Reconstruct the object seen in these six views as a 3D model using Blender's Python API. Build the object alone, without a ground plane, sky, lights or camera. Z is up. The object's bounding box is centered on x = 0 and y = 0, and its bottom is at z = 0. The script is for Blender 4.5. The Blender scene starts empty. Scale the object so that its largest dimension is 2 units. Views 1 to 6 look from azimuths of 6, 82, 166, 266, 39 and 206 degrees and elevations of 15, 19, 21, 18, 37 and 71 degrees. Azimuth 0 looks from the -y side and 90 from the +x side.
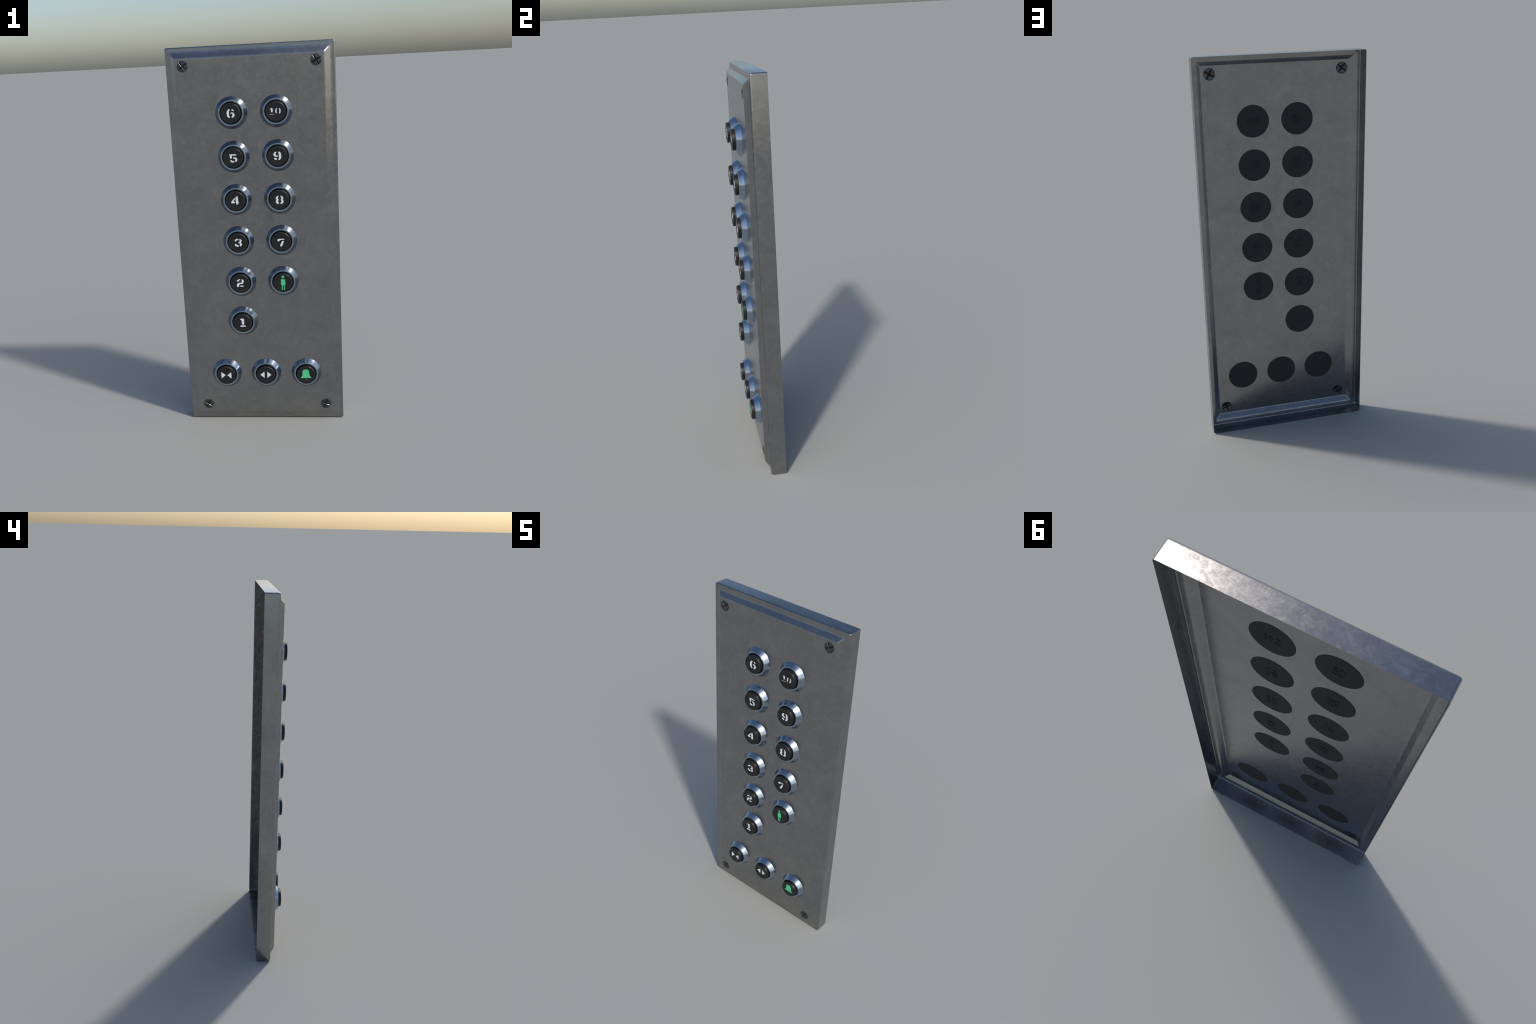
"""Elevator car operating panel: pressed sheet-metal faceplate with bevelled rim,
fourteen push buttons in chrome bezels and four cross-slot screws."""
import bpy, bmesh, math
from mathutils import Vector

# ------------------------------------------------------------------ sizes (m)
HALF_W, HEIGHT = 0.4203, 2.0
Y_BACK, Y_RIM, Y_FACE = 0.0725, -0.0050, -0.0290     # open back, rim step, front face
SHEET = 0.0010                                        # sheet thickness
BEZEL_R, BEZEL_LIP_R, BEZEL_BORE_R = 0.0804, 0.0640, 0.0545
CAP_R, Y_CAP = 0.0507, -0.0722
Y_LIP = -0.0555
DISH_R, DISH_DEPTH = 0.0455, 0.0026                   # finger dish in the cap
SIDES = 32                                            # facets of the turned parts

COL_L, COL_R = -0.1005, 0.1228
ROW_TOP, ROW_STEP = 1.6745, 0.2190
ROW_BOTTOM = 0.2802

# ------------------------------------------------------------------ helpers
def link(ob, parent=None):
    bpy.context.scene.collection.objects.link(ob)
    if parent is not None:
        ob.parent = parent
    return ob

def mesh_object(name, bm, material, parent=None, smooth_angle=None):
    me = bpy.data.meshes.new(name)
    bm.normal_update()
    bm.to_mesh(me)
    bm.free()
    me.materials.append(material)
    if smooth_angle is not None:
        me.shade_smooth()
        me.set_sharp_from_angle(angle=math.radians(smooth_angle))
    return link(bpy.data.objects.new(name, me), parent)

def arc(cx, cy, r, a0, a1, n):
    return [(cx + r * math.cos(math.radians(a0 + (a1 - a0) * i / n)),
             cy + r * math.sin(math.radians(a0 + (a1 - a0) * i / n))) for i in range(n + 1)]

def fillet_path(section, steps=8):
    """Open polyline whose corners are eased with quadratic fillets of given tangent lengths."""
    out = []
    for i, (x, y, t) in enumerate(section):
        c = Vector((x, y))
        if t == 0:
            out.append((x, y))
            continue
        a = (Vector(section[i - 1][:2]) - c).normalized() * t[0]
        b = (Vector(section[i + 1][:2]) - c).normalized() * t[1]
        for k in range(steps + 1):
            f = k / steps
            out.append(tuple(c + a * (1 - f) ** 2 + b * f * f))
    return out

def revolve(profile, sides=SIDES, cap_first=False, cap_last=False):
    """Turn a (radius, y) profile about the y axis."""
    bm = bmesh.new()
    rings = []
    for r, y in profile:
        if r < 1e-6:
            rings.append([bm.verts.new((0, y, 0))])
            continue
        rings.append([bm.verts.new((r * math.cos(2 * math.pi * k / sides), y,
                                    r * math.sin(2 * math.pi * k / sides))) for k in range(sides)])
    for a, b in zip(rings, rings[1:]):
        for k in range(sides):
            k2 = (k + 1) % sides
            if len(b) == 1:
                bm.faces.new((a[k], a[k2], b[0]))
            elif len(a) == 1:
                bm.faces.new((a[0], b[k2], b[k]))
            else:
                bm.faces.new((a[k], a[k2], b[k2], b[k]))
    if cap_first:
        bm.faces.new(rings[0])
    if cap_last:
        bm.faces.new(rings[-1])
    bmesh.ops.recalc_face_normals(bm, faces=bm.faces)
    return bm

# ------------------------------------------------------------------ materials
class Nodes:
    def __init__(self, name):
        self.mat = bpy.data.materials.new(name)
        self.mat.use_nodes = True
        self.t = self.mat.node_tree
        self.b = self.t.nodes['Principled BSDF']
        self.coord = self.t.nodes.new('ShaderNodeTexCoord')

    def link(self, a, b):
        self.t.links.new(a, b)

    def noise(self, scale, detail=4.0, rough=0.55, distortion=0.0, stretch=(1, 1, 1), offset=(0, 0, 0)):
        mp = self.t.nodes.new('ShaderNodeMapping')
        mp.inputs['Scale'].default_value = stretch
        mp.inputs['Location'].default_value = offset
        self.link(self.coord.outputs['Object'], mp.inputs['Vector'])
        n = self.t.nodes.new('ShaderNodeTexNoise')
        n.inputs['Scale'].default_value = scale
        n.inputs['Detail'].default_value = detail
        n.inputs['Roughness'].default_value = rough
        n.inputs['Distortion'].default_value = distortion
        self.link(mp.outputs[0], n.inputs['Vector'])
        return n.outputs['Fac']

    def remap(self, value, lo, hi, out_lo, out_hi):
        m = self.t.nodes.new('ShaderNodeMapRange')
        m.inputs['From Min'].default_value = lo
        m.inputs['From Max'].default_value = hi
        m.inputs['To Min'].default_value = out_lo
        m.inputs['To Max'].default_value = out_hi
        self.link(value, m.inputs['Value'])
        return m.outputs[0]

    def math(self, op, a, b):
        m = self.t.nodes.new('ShaderNodeMath')
        m.operation = op
        for s, v in zip(m.inputs, (a, b)):
            if isinstance(v, (int, float)):
                s.default_value = v
            else:
                self.link(v, s)
        return m.outputs[0]

    def ramp(self, fac, *stops):
        r = self.t.nodes.new('ShaderNodeValToRGB')
        el = r.color_ramp.elements
        while len(el) < len(stops):
            el.new(0.5)
        for e, (p, c) in zip(el, stops):
            e.position = p
            e.color = (*c, 1)
        self.link(fac, r.inputs['Fac'])
        return r.outputs['Color']

    def bump(self, height, strength, distance):
        b = self.t.nodes.new('ShaderNodeBump')
        b.inputs['Strength'].default_value = strength
        b.inputs['Distance'].default_value = distance
        self.link(height, b.inputs['Height'])
        self.link(b.outputs[0], self.b.inputs['Normal'])

def faceplate_material():
    n = Nodes('worn_brushed_steel')
    n.b.inputs['Metallic'].default_value = PLATE_METALLIC
    clouds = n.noise(6.0, 5.0, 0.6, 0.8)
    swirl = n.noise(22.0, 7.0, 0.70, 1.4)
    rub = n.noise(75.0, 6.0, 0.75, 1.0, (0.8, 1.0, 0.6))
    grain = n.noise(420.0, 3.0, 0.6)
    tone = n.math('ADD', n.math('MULTIPLY', clouds, 0.5), n.math('MULTIPLY', swirl, 0.5))
    n.link(n.ramp(tone, (0.34, tuple(c * 0.84 for c in PLATE_COOL)), (0.50, PLATE),
                  (0.66, tuple(c * 1.13 for c in PLATE_WARM))), n.b.inputs['Base Color'])
    polish = n.math('ADD', n.math('MULTIPLY', swirl, 0.4), n.math('MULTIPLY', rub, 0.6))
    rough = n.math('ADD', n.remap(polish, 0.36, 0.62, PLATE_ROUGH - 0.09, PLATE_ROUGH + 0.08),
                   n.remap(grain, 0.3, 0.7, -0.02, 0.02))
    n.link(rough, n.b.inputs['Roughness'])
    n.bump(n.math('ADD', n.math('MULTIPLY', rub, 0.7), n.math('MULTIPLY', grain, 0.3)), 0.02, 0.002)
    return n.mat

def metal_material(name, color, rough, wear):
    n = Nodes(name)
    n.b.inputs['Metallic'].default_value = 1.0
    f = n.noise(60.0, 4.0, 0.6)
    n.link(n.ramp(f, (0.3, tuple(c * (1 - wear) for c in color)), (0.65, color)), n.b.inputs['Base Color'])
    n.link(n.remap(f, 0.3, 0.7, rough - 0.03, rough + 0.04), n.b.inputs['Roughness'])
    return n.mat

def plain_material(name, color, rough, specular=0.5, wear=0.06):
    n = Nodes(name)
    f = n.noise(90.0, 3.0, 0.6)
    n.link(n.ramp(f, (0.3, tuple(c * (1 - wear) for c in color)), (0.7, color)), n.b.inputs['Base Color'])
    n.b.inputs['Roughness'].default_value = rough
    n.b.inputs['Specular IOR Level'].default_value = specular
    return n.mat

PLATE, PLATE_ROUGH, PLATE_METALLIC = (0.295, 0.295, 0.296), 0.225, 1.0
PLATE_COOL, PLATE_WARM = (0.290, 0.300, 0.308), (0.306, 0.300, 0.292)
MAT_PLATE = faceplate_material()
MAT_CHROME = metal_material('polished_chrome', (0.32, 0.39, 0.475), 0.18, 0.05)
MAT_LIP = metal_material('satin_chrome', (0.32, 0.40, 0.475), 0.20, 0.05)
MAT_SCREW = metal_material('dark_screw_steel', (0.115, 0.12, 0.13), 0.20, 0.2)
MAT_SLOT = plain_material('screw_slot_black', (0.012, 0.011, 0.010), 0.6, 0.3)
MAT_CAP = plain_material('black_plastic', (0.011, 0.011, 0.011), 0.42, 0.4)
MAT_REAR = plain_material('black_rear_plastic', (0.035, 0.033, 0.031), 0.7, 0.2)
MAT_GROOVE = plain_material('deep_black', (0.012, 0.012, 0.013), 0.6, 0.3)
MAT_WHITE = plain_material('white_marking', (0.84, 0.84, 0.86), 0.4)
MAT_GREEN = plain_material('green_marking', (0.10, 0.62, 0.27), 0.4)

# ------------------------------------------------------------------ thing
panel = bpy.data.objects.new('elevator_button_panel', None)
panel.empty_display_size = 0.2
panel['label'] = 'upright grey steel elevator panel with round black numbered buttons'
panel['category'] = 'elevator panel'
link(panel)

# ------------------------------------------------------------------ faceplate
SCREWS = [(-0.3300, 1.9082, 52), (0.3258, 1.9092, 60), (-0.3202, 0.0948, 32), (0.3274, 0.0952, 22)]
SCREW_R = 0.0285

def rounded_rectangle(inset, y, n=5):
    """Ring of points, upright in the xz plane, corner radius easing inward."""
    r = 0.0080
    hw, z0, z1 = HALF_W - inset, inset, HEIGHT - inset
    pts = []
    for cx, cz, a in ((hw - r, z1 - r, 0), (-hw + r, z1 - r, 90), (-hw + r, z0 + r, 180), (hw - r, z0 + r, 270)):
        pts += [Vector((x, y, z)) for x, z in arc(cx, cz, r, a, a + 90, n)]
    return pts

def build_faceplate():
    # (inset from the outline, y, tangent lengths of the fillet before and after that corner)
    section = [(0, Y_BACK, 0), (0, Y_RIM, (0.0085, 0.0075)), (0.0257, Y_RIM, (0.0165, 0.0085)),
               (0.0525, Y_FACE, (0.0050, 0.0050)), (0.0640, Y_FACE, 0)]
    profile = fillet_path(section)
    profile.insert(1, (0, 0.04))
    bm = bmesh.new()
    rings = [[bm.verts.new(p) for p in rounded_rectangle(i, y)] for i, y in profile]
    m = len(rings[0])
    for a, b in zip(rings, rings[1:]):
        for k in range(m):
            bm.faces.new((a[k], a[(k + 1) % m], b[(k + 1) % m], b[k]))
    bm.faces.new(rings[-1])
    bmesh.ops.recalc_face_normals(bm, faces=bm.faces)
    ob = mesh_object('faceplate', bm, MAT_PLATE)
    if ob.data.polygons[-1].normal.y > 0:
        ob.data.flip_normals()
    so = ob.modifiers.new('sheet', 'SOLIDIFY')
    so.thickness, so.offset = SHEET, -1.0
    cutters = []
    for x, z, _ in SCREWS:
        cb = revolve([(SCREW_R - 0.0006, Y_FACE - 0.01), (SCREW_R - 0.0006, Y_FACE + 0.02)], 48, True, True)
        c = mesh_object('screw_hole_cutter', cb, MAT_PLATE)
        c.location = (x, 0, z)
        md = ob.modifiers.new('hole', 'BOOLEAN')
        md.operation, md.solver, md.object = 'DIFFERENCE', 'EXACT', c
        cutters.append(c)
    bpy.context.view_layer.update()
    dg = bpy.context.evaluated_depsgraph_get()
    me = bpy.data.meshes.new_from_object(ob.evaluated_get(dg))
    ob.modifiers.clear()
    ob.data = me
    me.name = 'faceplate'
    for c in cutters:
        bpy.data.objects.remove(c, do_unlink=True)
    me.shade_smooth()
    me.set_sharp_from_angle(angle=math.radians(32))
    ob.parent = panel
    return ob

build_faceplate()

# ------------------------------------------------------------------ screws
def screw_mesh():
    """Thin domed head with a cross slot, pressed through the sheet so it shows on both sides."""
    bm = bmesh.new()
    nr, na = 26, 96
    slot, depth, dome = 0.0024, 0.0034, 0.0056

    def height(x, z):
        r = math.hypot(x, z) / SCREW_R
        h = dome * math.sqrt(max(0.0, 1 - 0.92 * r * r)) - dome * math.sqrt(0.08)
        d = min(abs(x), abs(z))
        t = min(max((slot + 0.0030 - d) / 0.0036, 0.0), 1.0)      # shoulders rolled into the slot
        return h - depth * t * t * min(1.0, (1.0 - r) * 6)

    front, back = [], []
    for i in range(nr + 1):
        r = SCREW_R * i / nr
        for side, off, store in ((1, 0.0, front), (-1, 0.0012, back)):
            ring = []
            for k in range(na if i else 1):
                a = 2 * math.pi * k / na
                x, z = r * math.cos(a), r * math.sin(a)
                ring.append(bm.verts.new((x, Y_FACE + 0.0008 - height(x, z) + off, z)))
            store.append(ring)
    for rings in (front, back):
        for a, b in zip(rings, rings[1:]):
            for k in range(na):
                k2 = (k + 1) % na
                bm.faces.new((a[0], b[k], b[k2]) if len(a) == 1 else (a[k], b[k], b[k2], a[k2]))
    # close the rim down into the hole
    for k in range(na):
        k2 = (k + 1) % na
        bm.faces.new((front[-1][k], front[-1][k2], back[-1][k2], back[-1][k]))
    bmesh.ops.recalc_face_normals(bm, faces=bm.faces)
    for f in bm.faces:
        c = f.calc_center_median()
        rim = math.hypot(c.x, c.z) > 0.955 * SCREW_R
        f.material_index = 1 if rim or min(abs(c.x), abs(c.z)) < slot else 0
    return bm

first = None
for x, z, turn in SCREWS:
    if first is None:
        first = mesh_object('screw', screw_mesh(), MAT_SCREW, panel, 40)
        first.data.materials.append(MAT_SLOT)
        ob = first
    else:
        ob = link(first.copy(), panel)
    ob.location = (x, 0, z)
    ob.rotation_euler = (0, math.radians(turn), 0)

# ------------------------------------------------------------------ symbols
# Stencil pieces, in millimetres from the button axis (x right, z up).
def smooth_piece(*points, steps=4):
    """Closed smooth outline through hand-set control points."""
    n, out = len(points), []
    for i in range(n):
        p0, p1, p2, p3 = (Vector(points[(i + j) % n]) for j in (-1, 0, 1, 2))
        for s in range(steps):
            t = s / steps
            out.append(0.5 * (2 * p1 + (p2 - p0) * t + (2 * p0 - 5 * p1 + 4 * p2 - p3) * t * t
                              + (3 * p1 - p0 - 3 * p2 + p3) * t ** 3))
    return out

def bar(x0, x1, z0, z1):
    return [Vector(p) for p in ((x0, z0), (x1, z0), (x1, z1), (x0, z1))]

def ellipse(cx, cz, rx, rz, n=24):
    return [Vector((cx + rx * math.cos(2 * math.pi * k / n), cz + rz * math.sin(2 * math.pi * k / n))) for k in range(n)]

def arrowhead(tip_x, base_x, cz, half, r=1.6):
    """Triangle with rounded corners pointing from base_x towards tip_x."""
    corners = [Vector((tip_x, cz)), Vector((base_x, cz + half)), Vector((base_x, cz - half))]
    out = []
    for i, c in enumerate(corners):
        a = (corners[i - 1] - c).normalized() * r
        b = (corners[(i + 1) % 3] - c).normalized() * r
        for t in (0, 0.25, 0.5, 0.75, 1):
            out.append(c + a * (1 - t) ** 2 + b * t * t)
    return out

GLYPH = {}
GLYPH['six'] = [
    smooth_piece((-0.9, 18.6), (-6.7, 19.8), (-12.5, 16.0), (-16.5, 8.5), (-17.3, -3.8), (-15.8, -12.0), (-10.6, -18.8), (-2.4, -20.3), (-1.6, -15.7), (-6.2, -11.2), (-6.1, -2.7), (-5.3, 11.1), (-1.3, 15.2)),
    smooth_piece((7.3, 18.6), (12.2, 19.2), (17.5, 15.5), (18.8, 12.5), (16.5, 10.9), (10.2, 12.3), (7.6, 14.4)),
    smooth_piece((2.2, 3.1), (7.4, 4.2), (13.6, 3.5), (18.9, -0.7), (21.9, -7.0), (20.5, -13.9), (14.7, -19.5), (7.5, -20.7), (6.1, -17.2), (10.3, -12.7), (11.1, -6.6), (9.4, -2.3), (2.7, -1.6)),
]

GLYPH['ten'] = [
    smooth_piece((-24.2, 14.2), (-18.8, 16.5), (-14.2, 14.4), (-13.7, 6.7), (-14.1, -1.7), (-17.7, -3.9), (-21.1, -0.6), (-21.5, 8.6), (-24.8, 11.4)),
    smooth_piece((8.1, 15.1), (2.9, 12.8), (-0.1, 6.1), (-0.6, -0.8), (1.2, -7.8), (5.1, -9.8), (6.1, -6.4), (5.6, 2.8), (6.7, 10.4), (9.6, 12.9)),
    smooth_piece((18.4, 13.7), (22.4, 13.9), (25.2, 6.5), (25.3, -1.9), (23.1, -7.9), (19.8, -10.7), (17.2, -9.2), (19.1, -1.6), (19.0, 6.8)),
]

GLYPH['five'] = [
    smooth_piece((-14.0, 17.9), (18.1, 17.3), (17.4, 12.6), (7.3, 11.8), (-4.0, 11.0), (-5.1, -0.9), (-9.6, -3.1), (-13.5, -0.6), (-13.8, 8.2)),
    smooth_piece((1.9, 2.4), (10.8, 2.9), (17.8, -0.2), (22.2, -7.5), (21.0, -14.6), (14.3, -20.3), (11.3, -17.8), (12.5, -9.5), (9.6, -4.6), (3.2, -2.8)),
    smooth_piece((-10.9, -10.6), (-6.2, -12.4), (-1.5, -15.4), (5.7, -15.6), (5.4, -21.2), (-2.0, -22.9), (-8.3, -21.1), (-13.1, -14.1)),
]

GLYPH['nine'] = [
    smooth_piece((-5.0, 22.8), (-9.8, 22.0), (-15.5, 17.5), (-19.6, 11.4), (-18.4, 5.4), (-13.1, -0.3), (-6.1, -2.4), (1.1, -1.7), (1.3, 3.8), (-5.0, 4.9), (-8.4, 9.3), (-7.7, 15.6), (-4.4, 19.4)),
    smooth_piece((4.5, 22.4), (10.8, 22.6), (16.9, 16.3), (18.9, 7.5), (19.2, -4.3), (16.0, -12.9), (10.7, -17.9), (5.0, -16.8), (4.6, -12.5), (7.5, -7.8), (7.6, 4.0), (7.2, 12.7), (4.7, 19.1)),
    smooth_piece((-14.6, -7.0), (-8.0, -8.8), (-3.4, -12.2), (-4.0, -16.9), (-9.9, -17.5), (-16.4, -12.1)),
]

GLYPH['four'] = [
    smooth_piece((-2.4, 15.1), (-2.3, 9.2), (-8.6, -0.9), (-6.7, -3.4), (-2.7, -3.9), (-3.4, -9.7), (-12.9, -10.3), (-20.5, -8.3), (-20.7, -4.2), (-13.6, 4.6), (-5.7, 14.2)),
    smooth_piece((8.8, 24.8), (13.4, 21.0), (14.4, 10.3), (14.2, -1.2), (17.1, -6.2), (13.4, -14.3), (8.7, -17.8), (3.7, -14.0), (3.1, -1.7), (2.2, 10.7), (2.8, 20.5)),
]

GLYPH['eight'] = [
    smooth_piece((-3.1, 20.3), (-8.6, 19.5), (-14.5, 14.8), (-17.3, 9.2), (-15.8, 3.4), (-13.5, 0.1), (-16.9, -4.7), (-17.7, -9.6), (-14.2, -16.6), (-8.8, -20.5), (-2.1, -19.9), (-2.7, -14.9), (-6.7, -9.9), (-6.1, -5.0), (-2.7, -0.3), (-6.0, 5.6), (-7.0, 10.5), (-3.2, 15.2)),
    smooth_piece((7.0, 19.8), (11.5, 20.3), (17.7, 15.4), (21.2, 8.7), (19.6, 3.9), (17.1, 0.3), (20.9, -5.1), (22.0, -10.0), (18.0, -16.8), (11.3, -21.7), (5.9, -19.7), (6.0, -14.8), (10.6, -10.5), (10.4, -5.6), (6.6, -0.1), (10.4, 4.2), (11.1, 10.7), (7.2, 14.9)),
]

GLYPH['three'] = [
    smooth_piece((3.9, 22.1), (-5.1, 22.4), (-12.0, 18.2), (-15.6, 12.8), (-10.8, 9.5), (-6.6, 11.3), (-3.1, 15.4), (3.2, 15.9)),
    smooth_piece((9.5, 20.6), (13.8, 21.0), (18.5, 17.4), (21.1, 11.4), (18.3, 5.6), (17.3, 2.2), (20.7, -3.0), (21.4, -8.0), (16.7, -16.0), (11.2, -17.1), (10.4, -10.3), (10.0, -2.7), (3.6, 0.9), (3.7, 4.2), (10.1, 6.2), (10.0, 12.5)),
    smooth_piece((-14.6, -5.3), (-9.2, -4.7), (-4.6, -10.8), (3.7, -11.4), (3.5, -18.2), (-5.0, -18.8), (-11.5, -15.3), (-16.0, -8.8)),
]

GLYPH['seven'] = [
    smooth_piece((-18.6, 10.5), (-13.0, 16.2), (0.1, 16.5), (15.4, 16.1), (15.0, 11.7), (1.5, 11.3), (-5.1, 8.9), (-9.4, 4.8), (-15.2, 4.1)),
    smooth_piece((6.9, 5.2), (12.8, 5.5), (13.1, 0.9), (5.1, -20.3), (0.0, -23.3), (-5.7, -20.5), (-2.8, -13.0), (3.5, 0.3)),
]

GLYPH['two'] = [
    smooth_piece((1.4, 24.1), (-5.4, 24.2), (-12.3, 20.7), (-17.0, 16.0), (-11.2, 11.8), (-7.7, 13.7), (-4.0, 18.8), (0.8, 19.4)),
    smooth_piece((9.2, 23.1), (13.8, 23.8), (18.6, 18.4), (20.0, 11.4), (16.0, 2.8), (9.9, -1.5), (-0.2, -2.1), (-5.4, -5.5), (-6.8, -14.2), (-11.2, -17.4), (-16.5, -15.3), (-17.7, -7.9), (-15.3, -1.8), (-9.1, 4.1), (-1.4, 5.7), (7.0, 6.0), (9.0, 11.6), (8.5, 18.6)),
]

GLYPH['one'] = [
    smooth_piece((-10.6, 19.9), (-7.9, 25.0), (8.4, 25.2), (8.8, 12.0), (9.0, -2.3), (6.6, -6.9), (0.5, -7.3), (-3.4, -4.4), (-3.0, 6.8), (-4.2, 16.7), (-8.3, 17.8)),
]

GLYPH['person'] = [
    smooth_piece((-7.3, 19.9), (11.3, 19.5), (12.4, 15.0), (13.5, -3.2), (9.9, -14.8), (8.7, -35.6), (4.9, -35.8), (5.3, -16.0), (1.8, -11.2), (-0.7, -15.9), (-0.9, -35.7), (-5.7, -36.0), (-5.4, -15.0), (-9.2, -7.1), (-9.4, 15.4)),
]

GLYPH['bell'] = [
    smooth_piece((-7.7, 33.0), (6.8, 32.9), (13.8, 27.3), (16.5, 18.1), (17.7, 2.4), (20.0, -5.9), (26.2, -11.5), (23.9, -16.3), (0.1, -16.0), (-25.6, -16.5), (-27.1, -12.1), (-20.9, -4.8), (-18.8, 5.4), (-19.2, 20.2), (-15.9, 27.5)),
]

GLYPH['one'].append(bar(-10.8, 15.7, -19.4, -12.2))
GLYPH['two'].append(bar(0.7, 17.6, -16.0, -10.0))
GLYPH['ten'].append(bar(-28.6, -7.6, -13.8, -12.5))
GLYPH['person'].append(ellipse(1.5, 32.5, 7.4, 7.1))
GLYPH['bell'].append(ellipse(-1.0, -24.6, 2.8, 2.6))
GLYPH['close'] = [arrowhead(-3.2, -26.2, 2.4, 18.4), arrowhead(5.6, 28.4, 1.2, 18.2)]
GLYPH['open'] = [arrowhead(-29.6, -7.0, 3.6, 18.2), arrowhead(30.2, 8.0, 3.2, 18.4)]

def dish(r):
    """Set-back of the cap face at radius r."""
    return DISH_DEPTH * max(0.0, 1 - (r / DISH_R) ** 2)

def symbol_object(kind, material, parent):
    """Thin inlaid marking that follows the dished cap face."""
    bm = bmesh.new()
    for outline in GLYPH[kind]:
        pts = [p * 0.001 for p in outline]
        lo = [bm.verts.new((p.x, Y_CAP + dish(p.length) + 0.0005, p.y)) for p in pts]
        hi = [bm.verts.new((p.x, Y_CAP + dish(p.length) - 0.0002, p.y)) for p in pts]
        bm.faces.new(hi)
        for k in range(len(pts)):
            k2 = (k + 1) % len(pts)
            bm.faces.new((lo[k], lo[k2], hi[k2], hi[k]))
    bm.normal_update()
    bmesh.ops.triangulate(bm, faces=[f for f in bm.faces if len(f.verts) > 4])
    # refine so the marking bends with the dish
    top = [f for f in bm.faces if len(f.verts) == 3]
    for _ in range(2):
        long_edges = list({e for f in top for e in f.edges if e.calc_length() > 0.005})
        if not long_edges:
            break
        bmesh.ops.subdivide_edges(bm, edges=long_edges, cuts=1)
        bmesh.ops.triangulate(bm, faces=[f for f in bm.faces if len(f.verts) > 4])
        top = [f for f in bm.faces if abs(f.calc_center_median().y - Y_CAP) < 0.01 and len(f.verts) == 3]
    bmesh.ops.recalc_face_normals(bm, faces=bm.faces)
    ob = mesh_object('button_symbol', bm, material, parent)
    me = ob.data
    me.shade_smooth()
    normals = []
    for v in me.vertices:
        x, z = v.co.x, v.co.z
        k = 2 * DISH_DEPTH / DISH_R ** 2
        normals.append(Vector((-k * x, -1.0, -k * z)).normalized())
    me.normals_split_custom_set_from_vertices(normals)
    return ob

def rear_lines(kind, parent):
    """Darker raised outline of the marking on the rear disc (seen mirrored from behind)."""
    cu = bpy.data.curves.new('rear_outline', 'CURVE')
    cu.dimensions = '3D'
    cu.bevel_depth, cu.bevel_resolution = 0.0011, 1
    for outline in GLYPH[kind][:4]:
        sp = cu.splines.new('POLY')
        sp.points.add(len(outline) - 1)
        for q, p in zip(sp.points, outline):
            q.co = (p.x * 0.00108, Y_FACE + SHEET + 0.0010, p.y * 0.00108, 1)
        sp.use_cyclic_u = True
    tmp = link(bpy.data.objects.new('rear_outline', cu))
    bpy.context.view_layer.update()
    me = bpy.data.meshes.new_from_object(tmp.evaluated_get(bpy.context.evaluated_depsgraph_get()))
    bpy.data.objects.remove(tmp, do_unlink=True)
    me.materials.clear()
    me.materials.append(MAT_GROOVE)
    return link(bpy.data.objects.new('rear_outline', me), parent)

# ------------------------------------------------------------------ buttons
def cap_mesh():
    profile = [(CAP_R, Y_FACE - 0.004), (CAP_R, Y_CAP + 0.0052)]
    profile += [(CAP_R - 0.0052 + 0.0052 * math.cos(math.radians(a)), Y_CAP + 0.0052 - 0.0052 * math.sin(math.radians(a)))
                for a in (20, 40, 60, 80)]
    profile += [(r, Y_CAP + dish(r)) for r in (DISH_R, 0.040, 0.032, 0.022, 0.011, 0.0)]
    return revolve(profile, 64)

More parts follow.
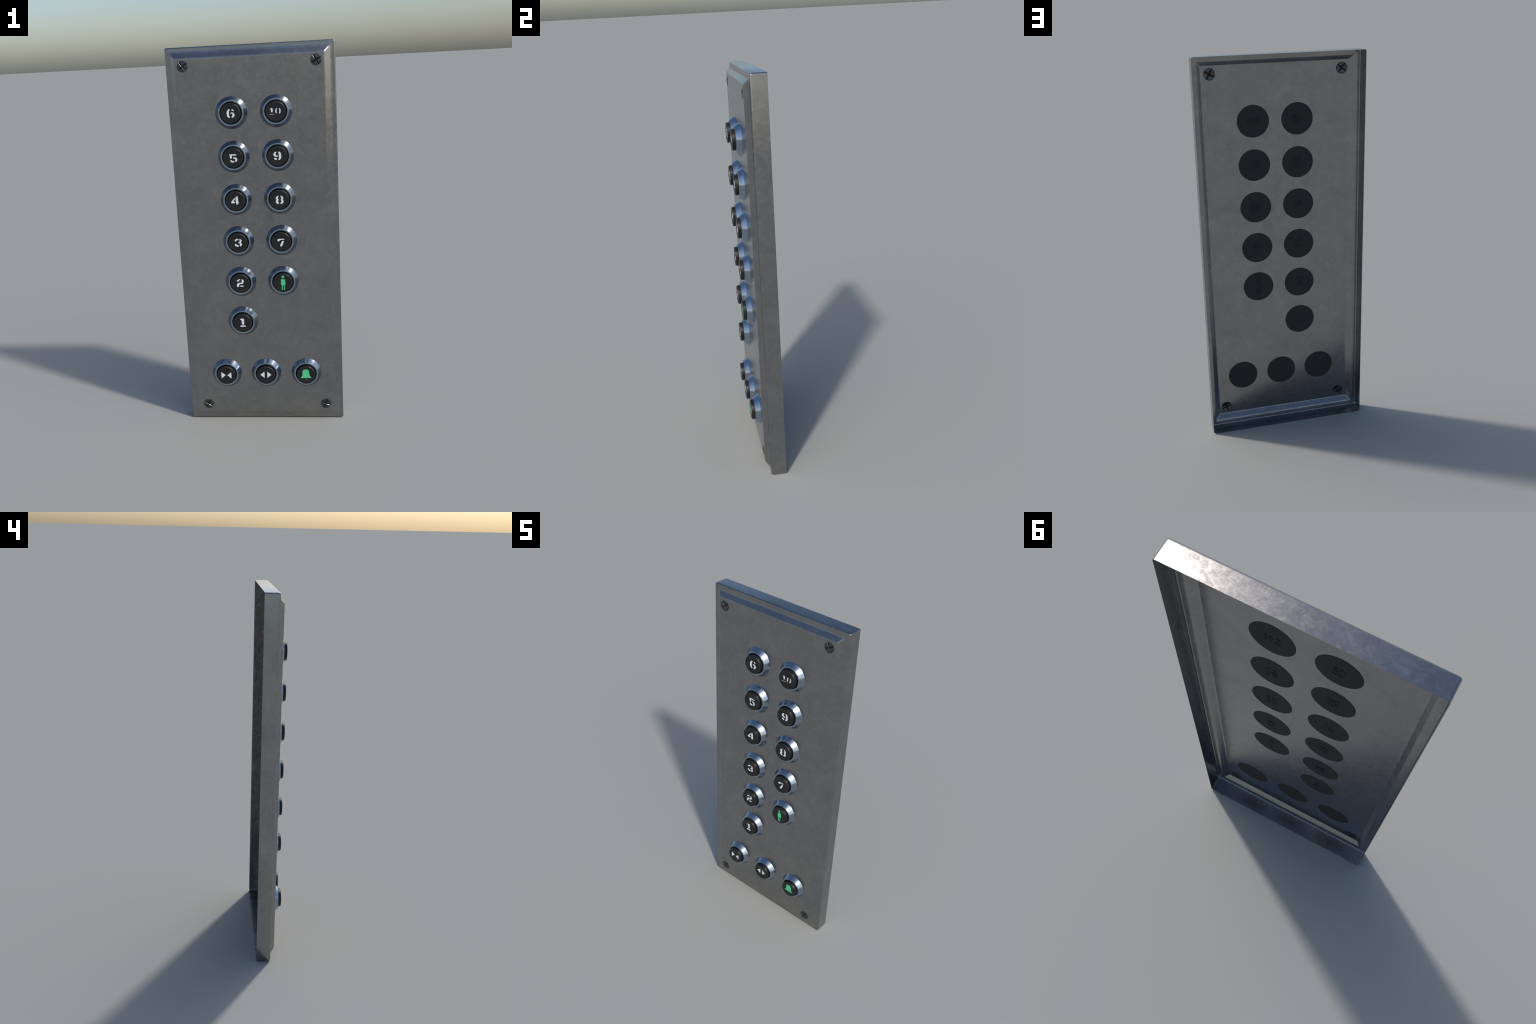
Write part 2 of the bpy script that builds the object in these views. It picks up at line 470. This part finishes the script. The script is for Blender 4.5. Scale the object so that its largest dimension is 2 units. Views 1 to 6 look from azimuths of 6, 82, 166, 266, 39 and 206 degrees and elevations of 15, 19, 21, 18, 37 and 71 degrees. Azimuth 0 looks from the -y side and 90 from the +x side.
def bezel_mesh():
    return revolve([(BEZEL_R + 0.0004, Y_FACE + 0.0003), (BEZEL_LIP_R, Y_LIP + 0.0010)])

def lip_mesh():
    return revolve([(BEZEL_LIP_R, Y_LIP + 0.0010), (BEZEL_LIP_R - 0.0015, Y_LIP + 0.0002), (BEZEL_LIP_R - 0.0030, Y_LIP),
                    (BEZEL_BORE_R + 0.0012, Y_LIP), (BEZEL_BORE_R, Y_LIP + 0.0010)], SIDES)

def bore_mesh():
    return revolve([(BEZEL_BORE_R, Y_LIP + 0.0010), (BEZEL_BORE_R, Y_FACE - 0.006), (CAP_R - 0.004, Y_FACE - 0.005)], SIDES)

def rear_mesh():
    y = Y_FACE + SHEET
    return revolve([(BEZEL_R, y - 0.0005), (BEZEL_R, y + 0.0008), (0, y + 0.0008)])

LAYOUT = []
for i, kind in enumerate(('six', 'five', 'four', 'three', 'two', 'one')):
    LAYOUT.append((kind, COL_L, ROW_TOP - ROW_STEP * i))
for i, kind in enumerate(('ten', 'nine', 'eight', 'seven', 'person')):
    LAYOUT.append((kind, COL_R, ROW_TOP - ROW_STEP * i))
for kind, x in (('close', -0.2055), ('open', 0.0100), ('bell', 0.2265)):
    LAYOUT.append((kind, x, ROW_BOTTOM))

shared = {}
def shared_part(name, builder, material, parent, angle):
    if name not in shared:
        ob = mesh_object(name, builder(), material, parent, angle)
        shared[name] = ob
        return ob
    ob = bpy.data.objects.new(name, shared[name].data)
    return link(ob, parent)

for kind, x, z in LAYOUT:
    button = shared_part('push_button', cap_mesh, MAT_CAP, panel, 40)
    button.location = (x, 0, z)
    shared_part('bezel_ring', bezel_mesh, MAT_CHROME, button, 50)
    shared_part('bezel_lip', lip_mesh, MAT_LIP, button, 50)
    shared_part('bezel_bore', bore_mesh, MAT_GROOVE, button, 40)
    shared_part('rear_disc', rear_mesh, MAT_REAR, button, 30)
    symbol_object(kind, MAT_GREEN if kind in ('person', 'bell') else MAT_WHITE, button)
    if kind not in ('close', 'open', 'bell'):
        rear_lines(kind, button)
